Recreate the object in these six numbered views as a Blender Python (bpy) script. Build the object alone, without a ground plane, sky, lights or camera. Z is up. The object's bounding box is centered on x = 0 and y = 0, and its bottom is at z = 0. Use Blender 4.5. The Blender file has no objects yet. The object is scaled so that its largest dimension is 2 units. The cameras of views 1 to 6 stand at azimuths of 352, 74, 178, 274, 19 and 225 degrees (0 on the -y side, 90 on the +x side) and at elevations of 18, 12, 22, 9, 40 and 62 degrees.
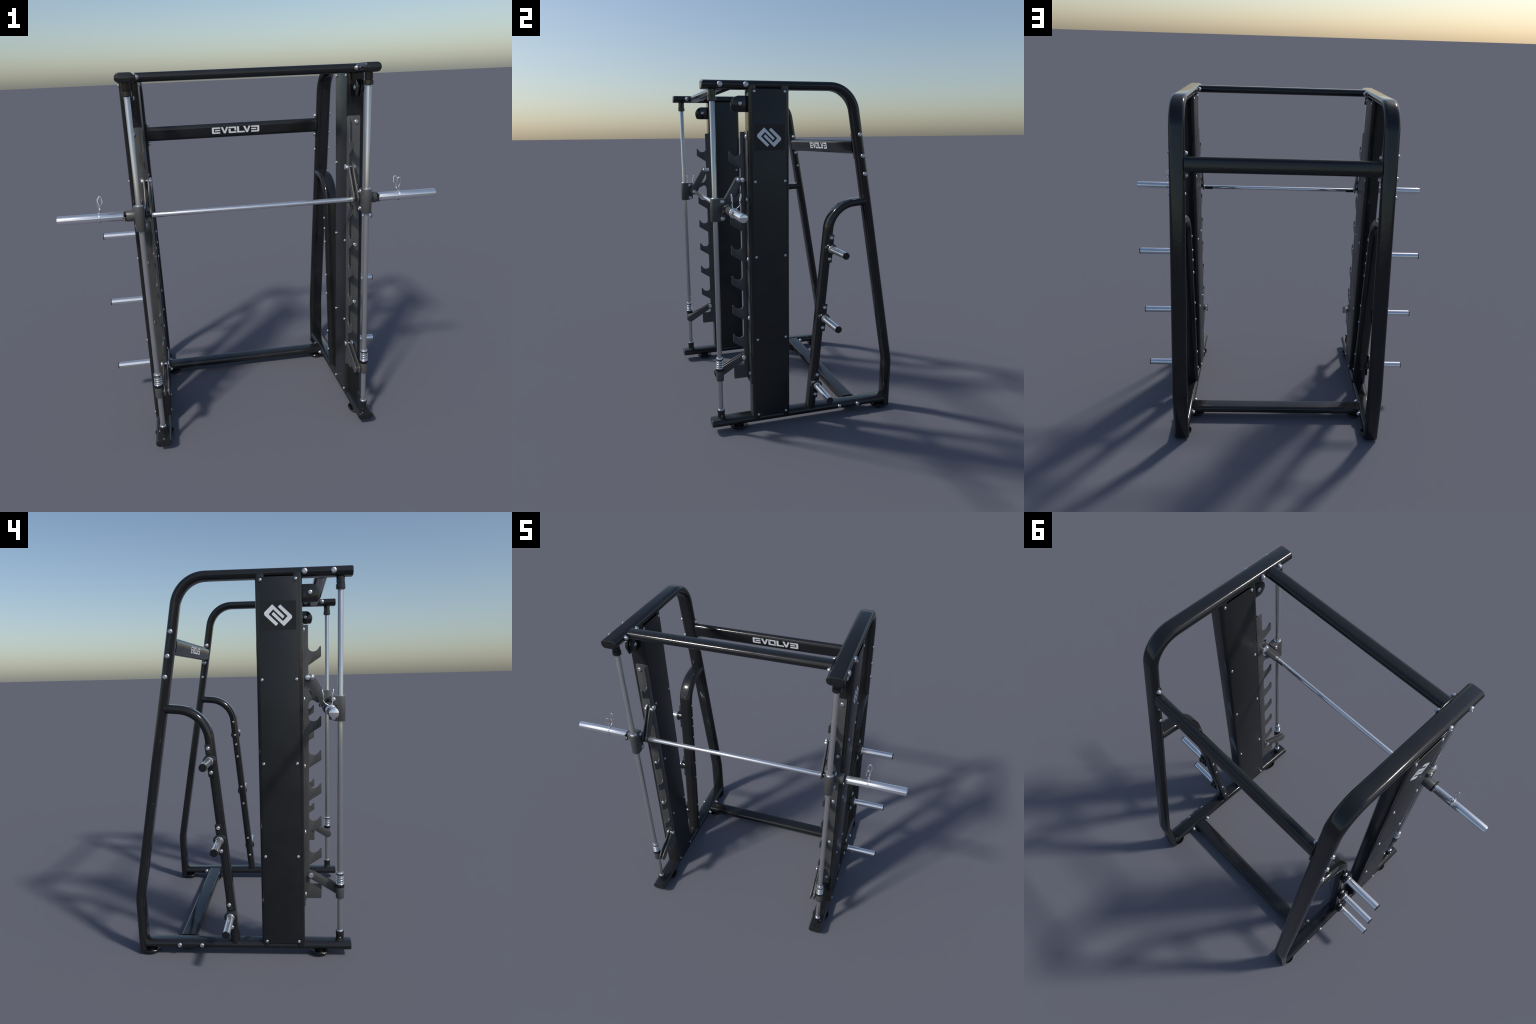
"""Plate-loaded barbell training rack with guided bar (all sizes in metres).

The rack is mirror symmetric about x = 0, so each sided part is described for
the +x side and built for side = +1 and side = -1.
"""
import bpy, bmesh, math
from mathutils import Vector, Matrix

X0 = 0.580            # plane of each side frame
TW, TH = 0.0442, 0.0229   # half width / half height of the flat-oval tube
BAR_Y, BAR_Z = -0.460, 1.322
ROD_Y = -0.5205
col = bpy.context.scene.collection


# ------------------------------------------------------------------ materials
def new_mat(name):
    m = bpy.data.materials.new(name)
    m.use_nodes = True
    nt = m.node_tree
    return m, nt, nt.nodes["Principled BSDF"]


def grain(nt, bsdf, scale, strength, dist, base, vary, rough, rough_vary, coat=0.0):
    """fine powder-coat grain: noise bump, slight colour and gloss mottling"""
    tc = nt.nodes.new("ShaderNodeTexCoord")
    n1 = nt.nodes.new("ShaderNodeTexNoise")
    n1.inputs["Scale"].default_value = scale
    n1.inputs["Detail"].default_value = 3
    nt.links.new(tc.outputs["Object"], n1.inputs["Vector"])
    b = nt.nodes.new("ShaderNodeBump")
    b.inputs["Strength"].default_value = strength
    b.inputs["Distance"].default_value = dist
    nt.links.new(n1.outputs["Fac"], b.inputs["Height"])
    nt.links.new(b.outputs["Normal"], bsdf.inputs["Normal"])
    n2 = nt.nodes.new("ShaderNodeTexNoise")
    n2.inputs["Scale"].default_value = 9
    n2.inputs["Detail"].default_value = 6
    nt.links.new(tc.outputs["Object"], n2.inputs["Vector"])
    r = nt.nodes.new("ShaderNodeValToRGB")
    r.color_ramp.elements[0].position = 0.3
    r.color_ramp.elements[1].position = 0.7
    r.color_ramp.elements[0].color = tuple(c * (1 - vary) for c in base) + (1,)
    r.color_ramp.elements[1].color = tuple(c * (1 + vary) for c in base) + (1,)
    nt.links.new(n2.outputs["Fac"], r.inputs["Fac"])
    nt.links.new(r.outputs["Color"], bsdf.inputs["Base Color"])
    mr = nt.nodes.new("ShaderNodeMapRange")
    mr.inputs["From Min"].default_value = 0.3
    mr.inputs["From Max"].default_value = 0.7
    mr.inputs["To Min"].default_value = rough - rough_vary
    mr.inputs["To Max"].default_value = rough + rough_vary
    nt.links.new(n2.outputs["Fac"], mr.inputs["Value"])
    nt.links.new(mr.outputs["Result"], bsdf.inputs["Roughness"])
    if coat:
        bsdf.inputs["Coat Weight"].default_value = coat
        bsdf.inputs["Coat Roughness"].default_value = 0.15


def mat_paint(name, base, rough, grain_scale=220, strength=0.25, vary=0.12, rv=0.05, spec=0.5, coat=0.0):
    m, nt, b = new_mat(name)
    grain(nt, b, grain_scale, strength, 0.0006, base, vary, rough, rv, coat)
    b.inputs["Specular IOR Level"].default_value = spec
    return m


def mat_metal(name, base, rough, strength=0.03, metallic=1.0):
    m, nt, b = new_mat(name)
    b.inputs["Metallic"].default_value = metallic
    grain(nt, b, 120, strength, 0.0004, base, 0.03, rough, 0.005)
    return m


BLACK = mat_paint("black_powder_coat", (0.0130, 0.0135, 0.0142), 0.125, grain_scale=42, strength=0.45, rv=0.03)
PANEL = mat_paint("satin_black_panel", (0.0150, 0.0160, 0.0168), 0.36, strength=0.06, spec=0.45)
DECAL = mat_paint("matt_black_sticker", (0.0112, 0.0121, 0.0126), 0.39, strength=0.05, spec=0.40)
GREY = mat_paint("charcoal_metallic_paint", (0.070, 0.070, 0.070), 0.33, strength=0.06)
RUBBER = mat_paint("black_rubber", (0.0085, 0.0085, 0.009), 0.28, strength=0.08)
CHROME = mat_metal("polished_chrome", (0.88, 0.89, 0.91), 0.12, 0.0, metallic=0.87)
STEEL = mat_metal("bright_steel_rod", (0.55, 0.545, 0.54), 0.19, 0.0, metallic=0.78)
ZINC = mat_metal("zinc_bolt", (0.62, 0.63, 0.65), 0.38, 0.0, metallic=0.92)
WHITE = mat_paint("pale_grey_print", (0.78, 0.80, 0.83), 0.45, strength=0.05, vary=0.06)


# ------------------------------------------------------------------ mesh tools
def finish(bm, name, mat, parent, smooth=35, loc=None):
    bmesh.ops.recalc_face_normals(bm, faces=bm.faces)
    me = bpy.data.meshes.new(name)
    bm.to_mesh(me)
    bm.free()
    for p in me.polygons:
        p.use_smooth = True
    me.set_sharp_from_angle(angle=math.radians(smooth))
    me.materials.append(mat)
    return place(me, name, parent)


def place(me, name, parent, matrix=None):
    o = bpy.data.objects.new(name, me)
    col.objects.link(o)
    o.parent = parent
    if matrix is not None:
        o.matrix_local = matrix
    return o


def obround(w, h, n=10):
    """flat-oval outline, half width w, half height h (h < w)"""
    pts = []
    c = w - h
    for i in range(n + 1):
        a = -math.pi / 2 + math.pi * i / n
        pts.append((c + h * math.cos(a), h * math.sin(a)))
    for i in range(n + 1):
        a = math.pi / 2 + math.pi * i / n
        pts.append((-c + h * math.cos(a), h * math.sin(a)))
    return pts


def round_rect(w, h, r, n=6):
    """rounded rectangle outline, half sizes w and h, corner radius r"""
    pts = []
    for cx, cy, a0 in ((1, -1, -90), (1, 1, 0), (-1, 1, 90), (-1, -1, 180)):
        for k in range(n + 1):
            a = math.radians(a0 + 90 * k / n)
            pts.append((cx * (w - r) + r * math.cos(a), cy * (h - r) + r * math.sin(a)))
    return pts


def ring_outline(r, n=28):
    return [(r * math.cos(2 * math.pi * i / n), r * math.sin(2 * math.pi * i / n)) for i in range(n)]


def fillet(pts, radii, steps=14):
    """round the inner corners of a polyline (Vectors) with the given radii"""
    pts = [Vector(p) for p in pts]
    out = [pts[0]]
    for i in range(1, len(pts) - 1):
        r = radii[i - 1]
        p, a, b = pts[i], pts[i - 1], pts[i + 1]
        d1, d2 = (a - p).normalized(), (b - p).normalized()
        ang = d1.angle(d2)
        t = r / math.tan(ang / 2)
        cdir = (d1 + d2).normalized()
        c = p + cdir * (r / math.sin(ang / 2))
        s, e = p + d1 * t - c, p + d2 * t - c
        tot = s.angle(e)
        for k in range(steps + 1):
            f = k / steps
            q = (s * math.sin((1 - f) * tot) + e * math.sin(f * tot)) / math.sin(tot)
            out.append(c + q)
    out.append(pts[-1])
    return out


def sweep(bm, path, side, outline, cap=0.003, closed=False):
    """sweep an outline (u along `side`, v along side x tangent) along path"""
    path = [Vector(p) for p in path]
    side = Vector(side).normalized()
    n = len(path)
    stations = []
    for i in range(n):
        if closed:
            t = path[(i + 1) % n] - path[i - 1]
        elif i == 0:
            t = path[1] - path[0]
        elif i == n - 1:
            t = path[-1] - path[-2]
        else:
            t = (path[i + 1] - path[i]).normalized() + (path[i] - path[i - 1]).normalized()
        t.normalize()
        stations.append((path[i], t, 1.0))
    if not closed and cap:
        p0, t0, _ = stations[0]
        p1, t1, _ = stations[-1]
        ext = max(abs(u) for u, v in outline)
        hgt = max(abs(v) for u, v in outline)
        k = 1 - cap / hgt
        stations = [(p0, t0, k), (p0 + t0 * cap * 0.3, t0, 1 - 0.35 * (1 - k)), (p0 + t0 * cap, t0, 1)] + stations[1:-1] + \
                   [(p1 - t1 * cap, t1, 1), (p1 - t1 * cap * 0.3, t1, 1 - 0.35 * (1 - k)), (p1, t1, k)]
    rings = []
    for p, t, k in stations:
        u = (side - t * side.dot(t)).normalized()
        v = u.cross(t)
        rings.append([bm.verts.new(p + u * a * k + v * b * k) for a, b in outline])
    m = len(outline)
    pairs = list(zip(rings, rings[1:])) + ([(rings[-1], rings[0])] if closed else [])
    for r0, r1 in pairs:
        for j in range(m):
            bm.faces.new((r0[j], r0[(j + 1) % m], r1[(j + 1) % m], r1[j]))
    if not closed:
        bm.faces.new(rings[0])
        bm.faces.new(rings[-1])


def lathe(bm, profile, origin, axis, n=28):
    """revolve (radius, height) pairs round an axis through origin"""
    origin, axis = Vector(origin), Vector(axis).normalized()
    ref = Vector((0, 0, 1)) if abs(axis.z) < 0.9 else Vector((1, 0, 0))
    u = axis.cross(ref).normalized()
    v = axis.cross(u)
    prev = None
    for r, h in profile:
        c = origin + axis * h
        if r < 1e-6:
            cur = [bm.verts.new(c)]
        else:
            cur = [bm.verts.new(c + u * r * math.cos(2 * math.pi * i / n) + v * r * math.sin(2 * math.pi * i / n)) for i in range(n)]
        if prev:
            for i in range(n):
                j = (i + 1) % n
                a = [prev[i % len(prev)], prev[j % len(prev)], cur[j % len(cur)], cur[i % len(cur)]]
                q = []
                for w in a:
                    if w not in q:
                        q.append(w)
                if len(q) > 2:
                    bm.faces.new(q)
        elif len(cur) > 1:
            bm.faces.new(cur)
        prev = cur
    if len(prev) > 1:
        bm.faces.new(prev)


def cyl(bm, p, axis, r, length, ch=0.0015, n=28):
    lathe(bm, [(r - ch, 0), (r - 0.3 * ch, 0.3 * ch), (r, ch), (r, length - ch), (r - 0.3 * ch, length - 0.3 * ch), (r - ch, length)], p, axis, n)


def extrude_poly(bm, pts3, vec, bevel=0.0):
    """prism: polygon of 3D points extruded by vec, rims chamfered"""
    vec = Vector(vec)
    a = [bm.verts.new(Vector(p)) for p in pts3]
    f = bm.faces.new(a)
    ret = bmesh.ops.extrude_face_region(bm, geom=[f])
    vs = [g for g in ret["geom"] if isinstance(g, bmesh.types.BMVert)]
    for w in vs:
        w.co += vec
    if bevel:
        fs = set(vs) | set(a)
        d = vec.normalized()
        edges = [e for e in bm.edges if e.verts[0] in fs and e.verts[1] in fs
                 and abs((e.verts[1].co - e.verts[0].co).normalized().dot(d)) < 0.5]
        bmesh.ops.bevel(bm, geom=edges, offset=bevel, segments=2, affect='EDGES', profile=0.5, clamp_overlap=True)


def round_poly(pts, r, steps=4):
    """round every corner of a closed 2D polygon; r is a number or list"""
    out = []
    n = len(pts)
    for i in range(n):
        p, a, b = Vector(pts[i]), Vector(pts[i - 1]), Vector(pts[(i + 1) % n])
        rr = r[i] if isinstance(r, (list, tuple)) else r
        if rr <= 0:
            out.append(tuple(p))
            continue
        d1, d2 = (a - p), (b - p)
        t = min(rr, d1.length * 0.48, d2.length * 0.48)
        s, e = p + d1.normalized() * t, p + d2.normalized() * t
        for k in range(steps + 1):
            f = k / steps
            out.append(tuple(s * (1 - f) ** 2 + p * 2 * f * (1 - f) + e * f * f))
    return out


# ------------------------------------------------------------------ the object
root = bpy.data.objects.new("smith_machine", None)
col.objects.link(root)
root["label"] = "black steel guided barbell rack with chrome rods and plate pegs"
root["category"] = "gym equipment"

# bolts: shared meshes, head along local +z
def bolt_mesh(name, r, h, washer):
    bm = bmesh.new()
    if washer:
        lathe(bm, [(r * 1.28, -0.004), (r * 1.28, 0.0015), (r * 1.2, 0.0022), (r * 0.9, 0.0022)], (0, 0, 0), (0, 0, 1), 20)
    lathe(bm, [(r * 0.96, -0.004), (r, h * 0.25), (r * 0.93, h * 0.6), (r * 0.7, h * 0.88), (r * 0.4, h * 0.97), (r * 0.36, h * 0.8), (0, h * 0.78)],
          (0, 0, 0), (0, 0, 1), 20)
    bmesh.ops.recalc_face_normals(bm, faces=bm.faces)
    me = bpy.data.meshes.new(name)
    bm.to_mesh(me); bm.free()
    for p in me.polygons:
        p.use_smooth = True
    me.set_sharp_from_angle(angle=math.radians(50))
    me.materials.append(ZINC)
    return me


BOLT_BIG = bolt_mesh("frame_bolt", 0.0148, 0.0095, False)
BOLT_MID = bolt_mesh("bolt", 0.0124, 0.0080, False)
BOLT_NUT = bolt_mesh("nut", 0.0108, 0.0135, True)
BOLT_SMALL = bolt_mesh("screw", 0.0080, 0.0050, False)


def bolt(me, pos, axis, parent, name=None):
    q = Vector(axis).to_track_quat('Z', 'Y').to_matrix().to_4x4()
    return place(me, name or me.name, parent, Matrix.Translation(Vector(pos)) @ q)


def S(side, x, y, z):
    return Vector((side * x, y, z))


POST = lambda z: 0.4177 - 0.168 * (z - 1.117)      # y of the rear post centre line
STOR = lambda z: 0.0335 + 0.0968 * z               # y of the plate storage tube

OUT = obround(TW, TH)
XC, CW = 0.5812, 0.0455                 # column tube centre and half width
COLUMN = round_rect(CW, 0.0229, 0.0150)
BOX = round_rect(TW, TH, 0.0185)

# hook plate outline in (y, z): seven hooks and a square stop below
TIPS = [1.630 - 0.1754 * k for k in range(7)]
EDGE = -0.3625


def hook_outline():
    pts = [(-0.322, 1.7355), (EDGE, 1.7355)]
    for i, t in enumerate(TIPS):
        if i == 1:                         # the hook in use: lower, closed round the lever
            pts += [(EDGE, 1.427), (-0.3642, 1.414), (-0.3682, 1.403), (-0.3778, 1.3893), (-0.3874, 1.3820), (-0.3970, 1.3800), (-0.4060, 1.3840),
                    (-0.4130, 1.3930), (-0.4190, 1.3930), (-0.4220, 1.3870), (-0.4215, 1.3500), (-0.4145, 1.3475), (-0.3970, 1.3545),
                    (-0.3860, 1.3602), (-0.3760, 1.3600), (-0.3690, 1.3548), (-0.3642, 1.3440), (EDGE, 1.3300)]
            continue
        pts += [(EDGE, t - 0.006), (EDGE - 0.003, t - 0.0155), (EDGE - 0.010, t - 0.0225), (-0.383, t - 0.0262), (-0.394, t - 0.0262),
                (-0.4045, t - 0.0215), (-0.4125, t - 0.0135), (-0.4185, t - 0.004), (-0.4215, t - 0.0005), (-0.4245, t),
                (-0.4268, t - 0.003), (-0.4272, t - 0.048), (-0.4255, t - 0.053), (-0.4200, t - 0.057),
                (-0.3660, t - 0.0915), (EDGE, t - 0.097)]
    pts += [(EDGE, 0.394), (-0.3645, 0.3845), (-0.372, 0.3775), (-0.4235, 0.3770), (-0.4262, 0.374),
            (-0.4262, 0.303), (-0.4245, 0.297), (-0.418, 0.2955), (-0.346, 0.2955), (-0.338, 0.274), (-0.322, 0.274)]
    return pts


for side in (1, -1):
    sx = (1, 0, 0)

    # ---- side frame: top beam bent into the raked rear post
    zt, zb = 2.0 - TH, 0.0573
    ytop = POST(zt)
    path = fillet([(side * X0, -0.5795, zt), (side * X0, ytop, zt), (side * X0, 0.5540, 0.318), (side * X0, 0.5480, 0.009)],
                  [0.160, 0.20], 20)
    bm = bmesh.new()
    sweep(bm, path, sx, OUT, cap=0.005)
    frame = finish(bm, "side_frame", BLACK, root)

    bm = bmesh.new()
    sweep(bm, [(side * X0, -0.5795, zb), (side * X0, 0.535, zb)], sx, OUT)
    finish(bm, "base_rail", BLACK, frame)

    # ---- plate storage tube, bent from the rear post to the base rail
    zc = 1.314
    path = fillet([(side * X0, 0.372, 1.3335), (side * X0, STOR(zc), zc), (side * X0, STOR(0.07), 0.07)], [0.165], 18)
    bm = bmesh.new()
    sweep(bm, path, sx, obround(TW - 0.0004, TH), cap=0)
    finish(bm, "storage_tube", BLACK, frame)

    # ---- levelling feet
    for (fx, fy, fr) in ((X0, -0.4165, 0.0545), (X0, 0.509, 0.0545), (0.513, 0.312, 0.0500)):
        bm = bmesh.new()
        k = fr / 0.053
        lathe(bm, [(0, 0), (0.024 * k, 0.0), (0.038 * k, 0.004), (0.047 * k, 0.011), (0.0525 * k, 0.019), (0.053 * k, 0.0225), (0.051 * k, 0.025),
                   (0.046 * k, 0.0225), (0.038 * k, 0.0165), (0.029 * k, 0.0145), (0.0265 * k, 0.017), (0.0255 * k, 0.045), (0, 0.045)],
              (side * fx, fy, 0), (0, 0, 1), 32)
        finish(bm, "levelling_foot", RUBBER, frame)

    # bolts through the rear post (outside and inside)
    for z in (1.7145, 1.5953, 1.4927):
        bolt(BOLT_MID, S(side, X0 + TW, POST(z), z), (side, 0, 0), frame)
    bolt(BOLT_SMALL, S(side, X0 - TW, POST(1.4895), 1.4895), (-side, 0, 0), frame)
    # bolts through the top beam and base rail, outside
    for y in (-0.4848, -0.3456):
        bolt(BOLT_BIG, S(side, X0 + TW - 0.001, y, zt), (side, 0, 0), frame)
    for y in (0.2215, 0.3435):
        bolt(BOLT_MID, S(side, X0 + TW - 0.001, y, zb), (side, 0, 0), frame)
    for z in (1.1685, 1.0744, 1.0067, 0.9192, 0.6976, 0.5721, 0.3111, 0.1819):
        bolt(BOLT_SMALL, S(side, X0 - TW + 0.001, STOR(z), z), (-side, 0, 0), frame)

    # ---- upright column: two tubes closed by cover panels
    bm = bmesh.new()
    sweep(bm, [(side * XC, -0.3105, zb), (side * XC, -0.3105, zt - 0.004)], sx, COLUMN, cap=0)
    column = finish(bm, "upright_column", BLACK, root)
    bm = bmesh.new()
    sweep(bm, [(side * XC, -0.1290, zb), (side * XC, -0.1290, zt - 0.004)], sx, COLUMN, cap=0)
    finish(bm, "column_tube", BLACK, column)
    for face in (1, -1):
        xo = XC + face * (CW - 0.0020)
        thick = 0.0030
        o = [(-0.3165, 0.0750), (-0.1230, 0.0750), (-0.1230, 1.9570), (-0.3165, 1.9570)]
        bm = bmesh.new()
        extrude_poly(bm, [(side * xo, y, z) for y, z in o], (side * face * thick, 0, 0), 0.0009)
        finish(bm, "cover_panel", PANEL, column)
        for z in (1.9436, 1.468, 1.047, 0.558, 0.0875):
            for y in (-0.302, -0.132):
                bolt(BOLT_SMALL, S(side, xo + face * thick, y, z), (side * face, 0, 0), column)

    # ---- hook rack: angle plate with a toothed flange
    fx0, fx1 = 0.5345, 0.5415
    ho = hook_outline()
    bm = bmesh.new()
    extrude_poly(bm, [(side * fx0, y, z) for y, z in ho], (side * (fx1 - fx0), 0, 0), 0.0012)
    rack = finish(bm, "hook_rack", GREY, root, 30)
    bm = bmesh.new()
    extrude_poly(bm, [(side * x, -0.3325, z) for x, z in round_poly([(0.5355, 0.274), (0.6035, 0.274), (0.6035, 1.7400), (0.5355, 1.7400)], [0.001, 0.008, 0.008, 0.001])],
                 (0, -0.006, 0), 0.0012)
    finish(bm, "mounting_strip", GREY, rack)
    for z in (1.708, 1.368, 1.027, 0.678, 0.337):
        bolt(BOLT_MID, S(side, 0.5808, -0.3380, z), (0, -1, 0), rack)

    # ---- pulley lug on the front of the column
    lug = None
    round_front = [(-0.330, 1.9225), (-0.3825, 1.9225), (-0.3960, 1.9175), (-0.4070, 1.9075), (-0.4130, 1.8960), (-0.4150, 1.8830), (-0.4120, 1.8680),
                   (-0.4030, 1.8520), (-0.3865, 1.8385), (-0.330, 1.8385)]
    beaked = [(-0.330, 1.9215), (-0.3860, 1.9215), (-0.4010, 1.9140), (-0.4130, 1.9020), (-0.4205, 1.8850), (-0.4205, 1.8680), (-0.4160, 1.8520),
              (-0.4090, 1.8395), (-0.330, 1.8395)]
    for xa, xb, o in ((0.5625, 0.5705, round_front), (0.5775, 0.5855, beaked), (0.5880, 0.5970, round_front)):
        bm = bmesh.new()
        extrude_poly(bm, [(side * xa, y, z) for y, z in o], (side * (xb - xa), 0, 0), 0.0018)
        p = finish(bm, "pulley_lug" if lug is None else "lug_plate", BLACK, root if lug is None else lug, 28)
        lug = lug or p
    bm = bmesh.new()
    cyl(bm, S(side, 0.5600, -0.3715, 1.8825), (side, 0, 0), 0.0150, 0.040)
    finish(bm, "lug_pin", RUBBER, lug)
    bolt(BOLT_MID, S(side, 0.5975, -0.3715, 1.8825), (side, 0, 0), lug)
    bolt(BOLT_MID, S(side, 0.5620, -0.3715, 1.8825), (-side, 0, 0), lug)

    # ---- guide rod with sockets
    bm = bmesh.new()
    cyl(bm, (side * X0, ROD_Y, 0.115), (0, 0, 1), 0.0138, 1.795, 0.001, 32)
    rod = finish(bm, "guide_rod", STEEL, root)
    bm = bmesh.new()
    lathe(bm, [(0.0205, 1.960), (0.0205, 1.9235), (0.0190, 1.9225), (0.0190, 1.9185), (0.0228, 1.9175), (0.0232, 1.898), (0.0215, 1.8955), (0.0145, 1.8950), (0.0145, 1.900)],
          (side * X0, ROD_Y, 0), (0, 0, 1), 32)
    finish(bm, "rod_socket", BLACK, rod)
    bm = bmesh.new()
    lathe(bm, [(0.0235, 0.074), (0.0235, 0.082), (0.0212, 0.086), (0.0208, 0.106), (0.0218, 0.112), (0.0218, 0.128), (0.0200, 0.132), (0.0145, 0.132), (0.0145, 0.12)],
          (side * X0, ROD_Y, 0), (0, 0, 1), 32)
    finish(bm, "rod_socket", BLACK, rod)
    bm = bmesh.new()
    lathe(bm, [(0.0138, 0.120), (0.0182, 0.1315), (0.0172, 0.1335), (0.0140, 0.1345), (0.0132, 0.12)], (side * X0, ROD_Y, 0), (0, 0, 1), 28)
    finish(bm, "rod_ring", CHROME, rod)
    bolt(BOLT_SMALL, S(side, X0 + 0.0195, ROD_Y, 0.098), (side, 0, 0), rod).scale = (0.5, 0.5, 0.8)
    bm = bmesh.new()
    cyl(bm, (side * X0, ROD_Y - 0.0150, 1.9220), (0, -1, 0), 0.0045, 0.0058, 0.0008, 16)  # black disc modelled for the dark inside of the socket's front hole
    finish(bm, "socket_hole_dark_disc", RUBBER, rod)

    # ---- safety stop: collar, spring and catch arms on the rod
    bm = bmesh.new()
    cyl(bm, (side * X0, ROD_Y, 0.3165), (0, 0, 1), 0.0222, 0.060, 0.002, 32)
    stop = finish(bm, "safety_stop", GREY, root)
    bm = bmesh.new()
    cyl(bm, (side * X0, ROD_Y, 0.3765), (0, 0, 1), 0.0236, 0.017, 0.002, 32)
    cyl(bm, (side * X0, ROD_Y, 0.4455), (0, 0, 1), 0.0205, 0.006, 0.001, 32)
    finish(bm, "rubber_washer", RUBBER, stop)
    bm = bmesh.new()
    turns, n = 3.5, 90
    pts = []
    for i in range(n + 1):
        a = 2 * math.pi * turns * i / n
        pts.append((side * X0 + 0.0190 * math.cos(a), ROD_Y + 0.0190 * math.sin(a), 0.3965 + 0.046 * i / n))
    sweep(bm, pts, (0, 0, 1), ring_outline(0.0026, 8), cap=0)
    finish(bm, "coil_spring", CHROME, stop, 60)
    bm = bmesh.new()
    lathe(bm, [(0.0132, 0.450), (0.0200, 0.4505), (0.0205, 0.4535), (0.0190, 0.4575), (0.0145, 0.4585), (0.0132, 0.450)], (side * X0, ROD_Y, 0), (0, 0, 1), 28)
    lathe(bm, [(0.0132, 0.392), (0.0215, 0.3925), (0.0220, 0.3955), (0.0200, 0.398), (0.0132, 0.398)], (side * X0, ROD_Y, 0), (0, 0, 1), 28)
    finish(bm, "rod_ring", CHROME, stop)

    def arm(name, xa, xb, p, q, half_p, half, parent):
        """flat link with round ends from p to q (y, z) between xa and xb"""
        p, q = Vector(p), Vector(q)
        d = (q - p).normalized()
        nrm = Vector((-d.y, d.x))
        pts = []
        for k in range(11):
            a = math.pi * k / 10
            pts.append(p + nrm * half_p * math.cos(a) - d * half_p * math.sin(a))
        for k in range(11):
            a = math.pi * k / 10
            pts.append(q - nrm * half * math.cos(a) + d * half * math.sin(a))
        b = bmesh.new()
        extrude_poly(b, [(side * xa, v.x, v.y) for v in pts], (side * (xb - xa), 0, 0), 0.0022)
        return finish(b, name, GREY, parent, 30)

    arm("catch_arm", 0.5230, 0.5310, (-0.521, 0.345), (-0.377, 0.4265), 0.0260, 0.0195, stop)
    arm("catch_arm", 0.5450, 0.5530, (-0.521, 0.345), (-0.377, 0.4265), 0.0260, 0.0195, stop)
    bm = bmesh.new()
    cyl(bm, S(side, 0.5300, -0.519, 0.345), (side, 0, 0), 0.009, 0.034)
    finish(bm, "pivot_pin", GREY, stop)
    bm = bmesh.new()
    cyl(bm, S(side, 0.5170, -0.3690, 0.4310), (side, 0, 0), 0.0135, 0.007)
    cyl(bm, S(side, 0.5525, -0.3690, 0.4310), (side, 0, 0), 0.0135, 0.010)
    cyl(bm, S(side, 0.5175, -0.3690, 0.4310), (side, 0, 0), 0.0062, 0.040)
    finish(bm, "catch_pin", CHROME, stop)

    # ---- weight pegs on the storage tube
    for (py, pz) in ((0.1430, 1.0675), (0.1045, 0.6505), (0.0595, 0.2290)):
        bm = bmesh.new()
        lathe(bm, [(0.0216, 0.650), (0.0224, 0.652), (0.0216, 0.655), (0.0196, 0.657), (0.0196, 0.8505), (0.0186, 0.8515)], (0, py, pz) if side > 0 else (0, py, pz), (side, 0, 0), 32)
        peg = finish(bm, "weight_peg", CHROME, root)
        bm = bmesh.new()
        lathe(bm, [(0.0165, 0.846), (0.0199, 0.8495), (0.0199, 0.8525), (0.0184, 0.8545), (0, 0.8545)], (0, py, pz), (side, 0, 0), 32)
        finish(bm, "end_cap", RUBBER, peg)
        bm = bmesh.new()
        lathe(bm, [(0.0300, 0.612), (0.0300, 0.632), (0.0335, 0.636), (0.0340, 0.643), (0.0320, 0.648), (0.0270, 0.651), (0.0, 0.651)], (0, py, pz), (side, 0, 0), 36)
        finish(bm, "peg_collar", BLACK, peg)
        d = Vector((0.0968, 1)).normalized()
        w = Vector((d.y, -d.x))
        c = Vector((py + 0.001, pz))
        q = [c + d * a * 0.0835 + w * b * 0.0165 for a, b in ((-1, -1), (-1, 1), (1, 1), (1, -1))]
        bm = bmesh.new()
        extrude_poly(bm, [(side * (X0 + TW - 0.0045), v.x, v.y) for v in q], (side * 0.0105, 0, 0), 0.0015)
        finish(bm, "peg_bracket", BLACK, peg)
        for dz in (0.063, -0.0615):
            bolt(BOLT_MID, S(side, X0 + TW + 0.0058, c.x + d.x * dz, pz + dz), (side, 0, 0), peg).scale = (0.88, 0.88, 1)

    # ---- end flanges of the three cross members
    def flange(name, o, parent):
        b = bmesh.new()
        extrude_poly(b, [S(side, X0 - TW + 0.0045, y, z) for y, z in o], (-side * 0.0075, 0, 0), 0.0015)
        return finish(b, name, BLACK, parent)

    o = round_poly([(POST(1.572) - 0.017, 1.572), (POST(1.572) + 0.017, 1.572), (POST(1.722) + 0.017, 1.722), (POST(1.722) - 0.017, 1.722)], 0.008)
    flange("end_flange", o, frame)
    for z in (1.7060, 1.5890):
        bolt(BOLT_NUT, S(side, X0 - TW - 0.003, POST(z), z), (-side, 0, 0), frame)
    o = round_poly([(-0.500, zt - 0.013), (-0.361, zt - 0.013), (-0.361, zt + 0.013), (-0.500, zt + 0.013)], 0.008)
    flange("end_flange", o, frame)
    for y in (-0.4850, -0.3765):
        bolt(BOLT_NUT, S(side, X0 - TW - 0.003, y, zt + 0.001), (-side, 0, 0), frame)
    o = round_poly([(0.232, zb - 0.013), (0.391, zb - 0.013), (0.391, zb + 0.013), (0.232, zb + 0.013)], 0.008)
    flange("end_flange", o, frame)
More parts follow.
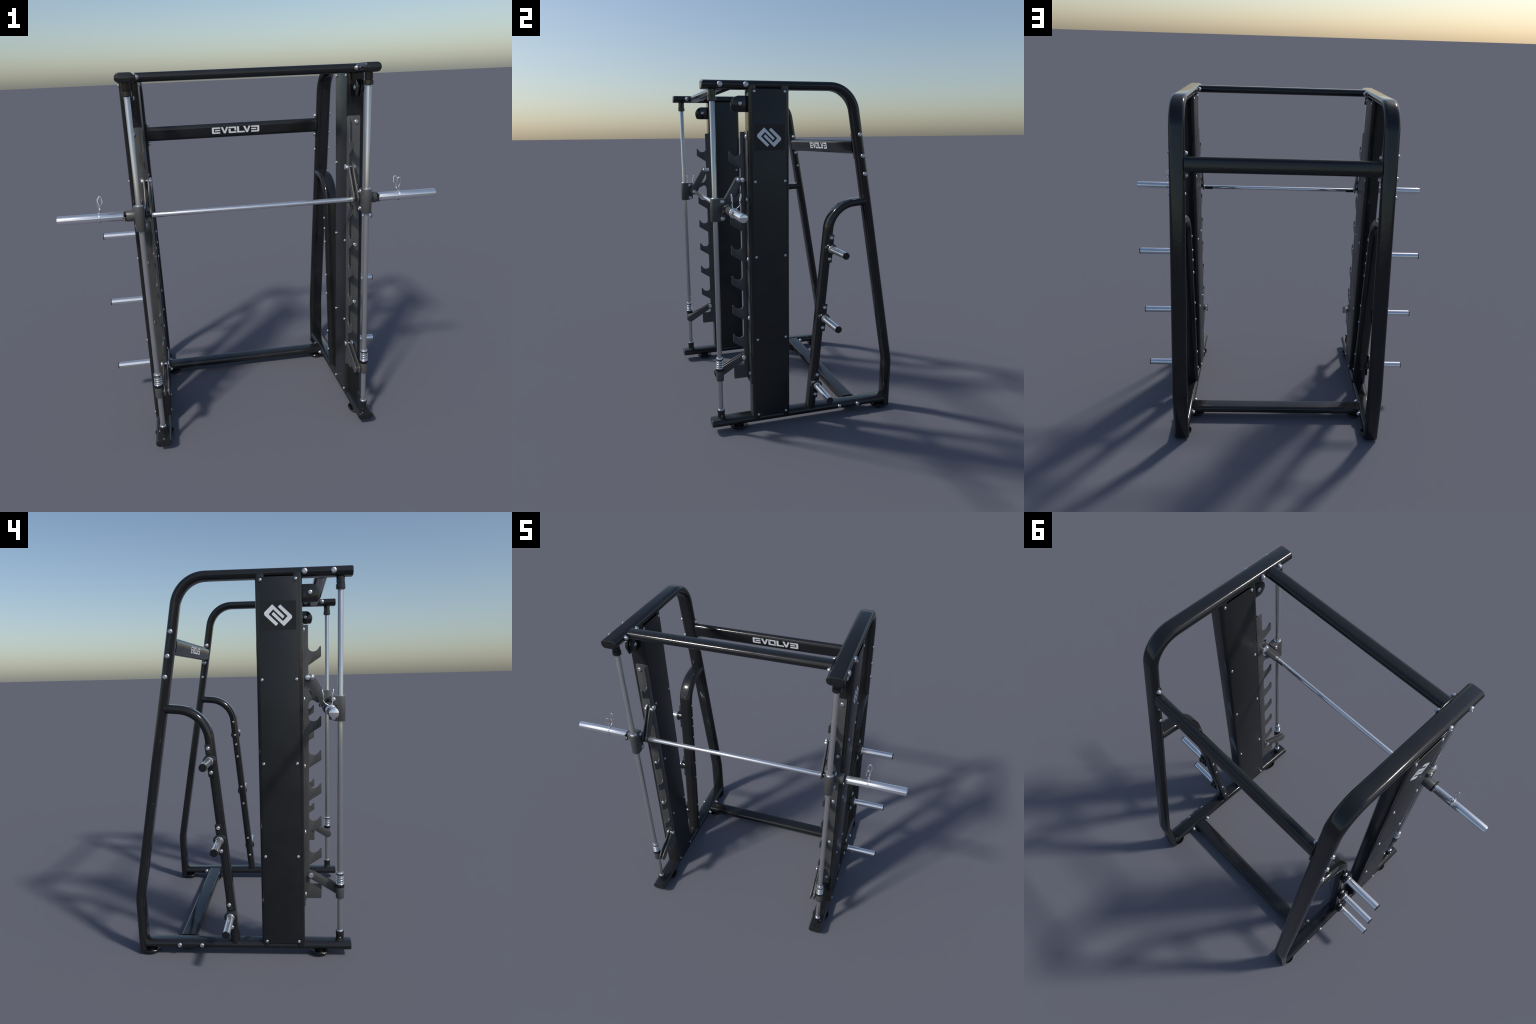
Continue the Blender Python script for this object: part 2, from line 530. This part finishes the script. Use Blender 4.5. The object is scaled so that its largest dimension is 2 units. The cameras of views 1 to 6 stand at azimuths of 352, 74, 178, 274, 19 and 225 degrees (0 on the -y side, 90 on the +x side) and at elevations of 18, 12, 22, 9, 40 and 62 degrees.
    for y in (0.2470, 0.3757):
        bolt(BOLT_NUT, S(side, X0 - TW - 0.003, y, zb), (-side, 0, 0), frame)

    # ---- printed logo on the outer cover panel
    cy, cz = (-0.2218, 1.7045) if side > 0 else (-0.2163, 1.7760)
    half = [(590, 550), (366, 776), (372, 842), (684, 1152), (747, 1090), (490, 826), (615, 690), (868, 952), (920, 888)]
    xf = XC + CW + 0.0010
    bm = bmesh.new()
    dy = 0.087
    extrude_poly(bm, [S(side, xf - 0.0002, cy + a * dy + (0.0 if side < 0 else 0.002), cz - 0.001 + b * 0.0685) for a, b in ((-1, -1), (1, -1), (1, 1), (-1, 1))], (side * 0.0005, 0, 0))
    sticker = finish(bm, "sticker", DECAL, column)
    for turn in (1, -1):
        pts = []
        for u, v in round_poly(half, [14, 40, 40, 8, 8, 4, 4, 8, 8]):
            a, b = turn * (u - 745) * 0.0001797, -turn * (v - 857) * 0.0001695
            pts.append(S(side, xf + 0.0002, cy + side * a, cz + b))
        bm = bmesh.new()
        extrude_poly(bm, pts, (side * 0.0007, 0, 0))
        finish(bm, "logo_mark", WHITE, column)

# ---- cross members
bm = bmesh.new()
sweep(bm, [(-0.538, -0.4300, 2.0 - TH), (0.538, -0.4300, 2.0 - TH)], (0, 1, 0), obround(0.0355, 0.0219), cap=0)
finish(bm, "pull_up_crossbar", BLACK, root)

bm = bmesh.new()
sweep(bm, [(-0.538, 0.3125, 0.0573), (0.538, 0.3125, 0.0573)], (0, 1, 0), BOX, cap=0)
finish(bm, "base_crossbar", BLACK, root)

ec = Vector((0, POST(1.6475), 1.6475))
up = Vector((0, -0.168, 1)).normalized()
fwd = Vector((0, -up.z, up.y))          # outward normal of the sign face
bm = bmesh.new()
sweep(bm, [ec + Vector((-0.538, 0, 0)), ec + Vector((0.538, 0, 0))], up, OUT, cap=0)
sign = finish(bm, "sign_crossbar", BLACK, root)

# lettering: bars of each glyph in (u, v), u in text units, v from 0 to 1
def box(u0, u1, v0, v1):
    return [(u0, v0), (u1, v0), (u1, v1), (u0, v1)]

E_SHAPE = [[(352, 0.10), (372, 0), (592, 0), (592, 0.23), (410, 0.23), (410, 0.77), (592, 0.77), (592, 1), (366, 1), (352, 0.92)], box(442, 592, 0.40, 0.60)]
V_SHAPE = [(612, 1), (676, 1), (726, 0.34), (768, 1), (826, 1), (752, 0), (700, 0)]
GLYPHS = [
    E_SHAPE,
    [V_SHAPE],
    [[(838, 0.07), (850, 0), (1068, 0), (1068, 0.23), (900, 0.23), (900, 0.66), (838, 0.66)], [(838, 0.77), (1012, 0.77), (1012, 0.36), (1062, 0.36), (1062, 1), (838, 1)]],
    [[(1088, 0.08), (1102, 0), (1312, 0), (1312, 0.24), (1148, 0.24), (1148, 1), (1088, 1)]],
    [[(u + 658, v) for u, v in V_SHAPE]],
    [[(2098 - u, v) for u, v in reversed(part)] for part in E_SHAPE],
]
for parts in GLYPHS:
    bm = bmesh.new()
    for part in parts:
        pts = []
        for u, v in round_poly(part, 0):
            x = -0.1368 + (u - 352) * 0.000215
            pts.append(ec + fwd * (TH - 0.0003) + up * (0.0045 + (v - 0.5) * 0.0395) + Vector((x, 0, 0)))
        extrude_poly(bm, pts, fwd * 0.0012)
    finish(bm, "letter", WHITE, sign)
bm = bmesh.new()
extrude_poly(bm, [ec + fwd * (TH - 0.0003) + up * (0.0045 + b * 0.0205) + Vector((0.0135 + a * 0.158, 0, 0)) for a, b in ((-1, -1), (1, -1), (1, 1), (-1, 1))], fwd * 0.0007)
finish(bm, "sticker", DECAL, sign)

# ---- barbell
bm = bmesh.new()
cyl(bm, (-0.560, BAR_Y + 0.003, BAR_Z - 0.0045), (1, 0, 0), 0.0130, 1.12, 0.0015, 32)
barbell = finish(bm, "barbell", CHROME, root)
for side in (1, -1):
    bm = bmesh.new()
    lathe(bm, [(0.0140, 0.659), (0.0216, 0.660), (0.0229, 0.662), (0.0229, 0.977), (0.0214, 0.9825), (0.0181, 0.9845), (0, 0.9845)], (0, BAR_Y, BAR_Z), (side, 0, 0), 36)
    finish(bm, "bar_sleeve", CHROME, barbell)
    bm = bmesh.new()
    lathe(bm, [(0.0125, 0.5165), (0.0146, 0.5175), (0.0146, 0.523), (0.0125, 0.5235)], (0, BAR_Y + 0.003, BAR_Z - 0.0045), (side, 0, 0), 28)
    finish(bm, "bar_ring", CHROME, barbell)
    # dark band along the lower rear of the bar, modelled as a thin shell
    bm = bmesh.new()
    arc = [math.radians(-125 + 150 * k / 14) for k in range(15)]
    rim = [(r * math.cos(t), r * math.sin(t)) for r, seq in ((0.0142, arc), (0.0126, arc[::-1])) for t in seq]
    extrude_poly(bm, [S(side, 0.4640, BAR_Y + 0.003 + u, BAR_Z - 0.0045 + v) for u, v in rim], (side * 0.0530, 0, 0))
    finish(bm, "bar_dark_band", RUBBER, barbell)
    # lobed lock nut behind the sleeve
    bm = bmesh.new()
    pts = []
    for i in range(72):
        a = 2 * math.pi * i / 72
        lobe = 0.0
        for la in (25, -25, 155, 205):
            dd = (math.degrees(a) - la + 180) % 360 - 180
            lobe = max(lobe, math.exp(-(dd / 14.0) ** 2) * (0.017 if la in (155, 205) else 0.004))
        r = 0.0240 + lobe
        pts.append(S(side, 0.6505, BAR_Y + r * math.cos(a), BAR_Z + r * math.sin(a)))
    extrude_poly(bm, pts, (side * 0.0100, 0, 0), 0.002)
    finish(bm, "lock_nut", RUBBER, barbell)

    # carriage that rides on the guide rod
    bm = bmesh.new()
    prof = []
    for k in range(17):
        a = math.pi * k / 16
        prof.append((X0 + 0.0255 * math.cos(a), ROD_Y - 0.0255 * math.sin(a)))
    prof += [(X0 - 0.0235, -0.490), (X0 - 0.0205, -0.468), (X0 - 0.017, -0.4640), (X0 + 0.017, -0.4640), (X0 + 0.0205, -0.468), (X0 + 0.0235, -0.490)]
    extrude_poly(bm, [(side * x, y, 1.2545) for x, y in prof], (0, 0, 0.1255), 0.003)
    for v in bm.verts:                     # chamfer the lower rear corner
        if v.co.z < 1.28 and v.co.y > -0.50:
            v.co.z += (v.co.y + 0.50) * 0.30
    carriage = finish(bm, "carriage", GREY, barbell, 40)
    bm = bmesh.new()
    cyl(bm, S(side, 0.558, BAR_Y, BAR_Z), (side, 0, 0), 0.0290, 0.0925, 0.003, 36)
    finish(bm, "bar_hub", GREY, barbell)
    bm = bmesh.new()
    lathe(bm, [(0.0134, 1.379), (0.0200, 1.3795), (0.0200, 1.3825), (0.0180, 1.3850), (0.0140, 1.3855), (0.0132, 1.379)], (side * X0, ROD_Y, 0), (0, 0, 1), 28)
    finish(bm, "bushing_ring", CHROME, barbell)
    for z in (1.3640, 1.2725):
        bolt(BOLT_MID, S(side, X0 + 0.0222, -0.4840, z), (side, 0, 0), barbell)
        bolt(BOLT_MID, S(side, X0 - 0.0222, -0.4840, z), (-side, 0, 0), barbell)

    # lever hook: two links straddling the hook rack flange
    def link(xa, xb):
        p, q, half = Vector((BAR_Y, BAR_Z)), Vector((-0.3770, 1.4715)), 0.0200
        d = (q - p).normalized()
        nrm = Vector((-d.y, d.x))
        pts = []
        for k in range(13):
            a = math.pi * k / 12
            pts.append(p + nrm * (half + 0.006) * math.cos(a) - d * (half + 0.006) * math.sin(a))
        for k in range(13):
            a = math.pi * k / 12
            pts.append(q - nrm * half * math.cos(a) + d * half * math.sin(a))
        b = bmesh.new()
        extrude_poly(b, [(side * xa, v.x, v.y) for v in pts], (side * (xb - xa), 0, 0), 0.0022)
        finish(b, "lever_link", GREY, barbell, 30)
    link(0.5230, 0.5315)
    link(0.5450, 0.5535)
    bm = bmesh.new()
    cyl(bm, S(side, 0.530, BAR_Y, BAR_Z), (side, 0, 0), 0.0155, 0.030)
    finish(bm, "spacer", RUBBER, barbell)
    bm = bmesh.new()
    cyl(bm, S(side, 0.5130, -0.3580, 1.4755), (side, 0, 0), 0.0150, 0.009, 0.0015)
    cyl(bm, S(side, 0.5545, -0.3580, 1.4755), (side, 0, 0), 0.0130, 0.012, 0.0015)
    cyl(bm, S(side, 0.5150, -0.3580, 1.4755), (side, 0, 0), 0.0065, 0.045, 0.0015)
    finish(bm, "hook_pin", CHROME, barbell)
    bolt(BOLT_NUT, S(side, 0.5225, -0.3790, 1.4755), (-side, 0, 0), barbell)
    bolt(BOLT_NUT, S(side, 0.5540, -0.3790, 1.4755), (side, 0, 0), barbell)

    # spring clip: coil round the sleeve and two looped grips
    bm = bmesh.new()
    pts = []
    for i in range(64):
        a = math.pi / 2 + 2 * math.pi * 2 * i / 63
        pts.append((side * (0.776 + 0.007 * i / 63), BAR_Y + 0.0240 * math.cos(a), BAR_Z + 0.0240 * math.sin(a)))
    sweep(bm, pts, (1, 0, 0), ring_outline(0.0024, 8), cap=0)
    for ye, lean in ((-0.4690, -0.003), (-0.4240, 0.004)):
        foot = BAR_Y + (0.010 if ye > BAR_Y else -0.004)
        loop = [(0.7785, foot, 1.3445), (0.7775, foot * 0.4 + ye * 0.6, 1.3540), (0.7765, ye, 1.3680)]
        for k in range(19):
            a = math.radians(-75) + math.radians(300) * k / 18
            loop.append((0.7735 + 0.0108 * math.cos(a), ye + lean * math.sin(a), 1.3975 + 0.0235 * math.sin(a)))
        sweep(bm, [(side * x, y, z) for x, y, z in loop], (0.3, 1, 0.2), ring_outline(0.0024, 8), cap=0)
    finish(bm, "spring_clip", CHROME, barbell, 60)
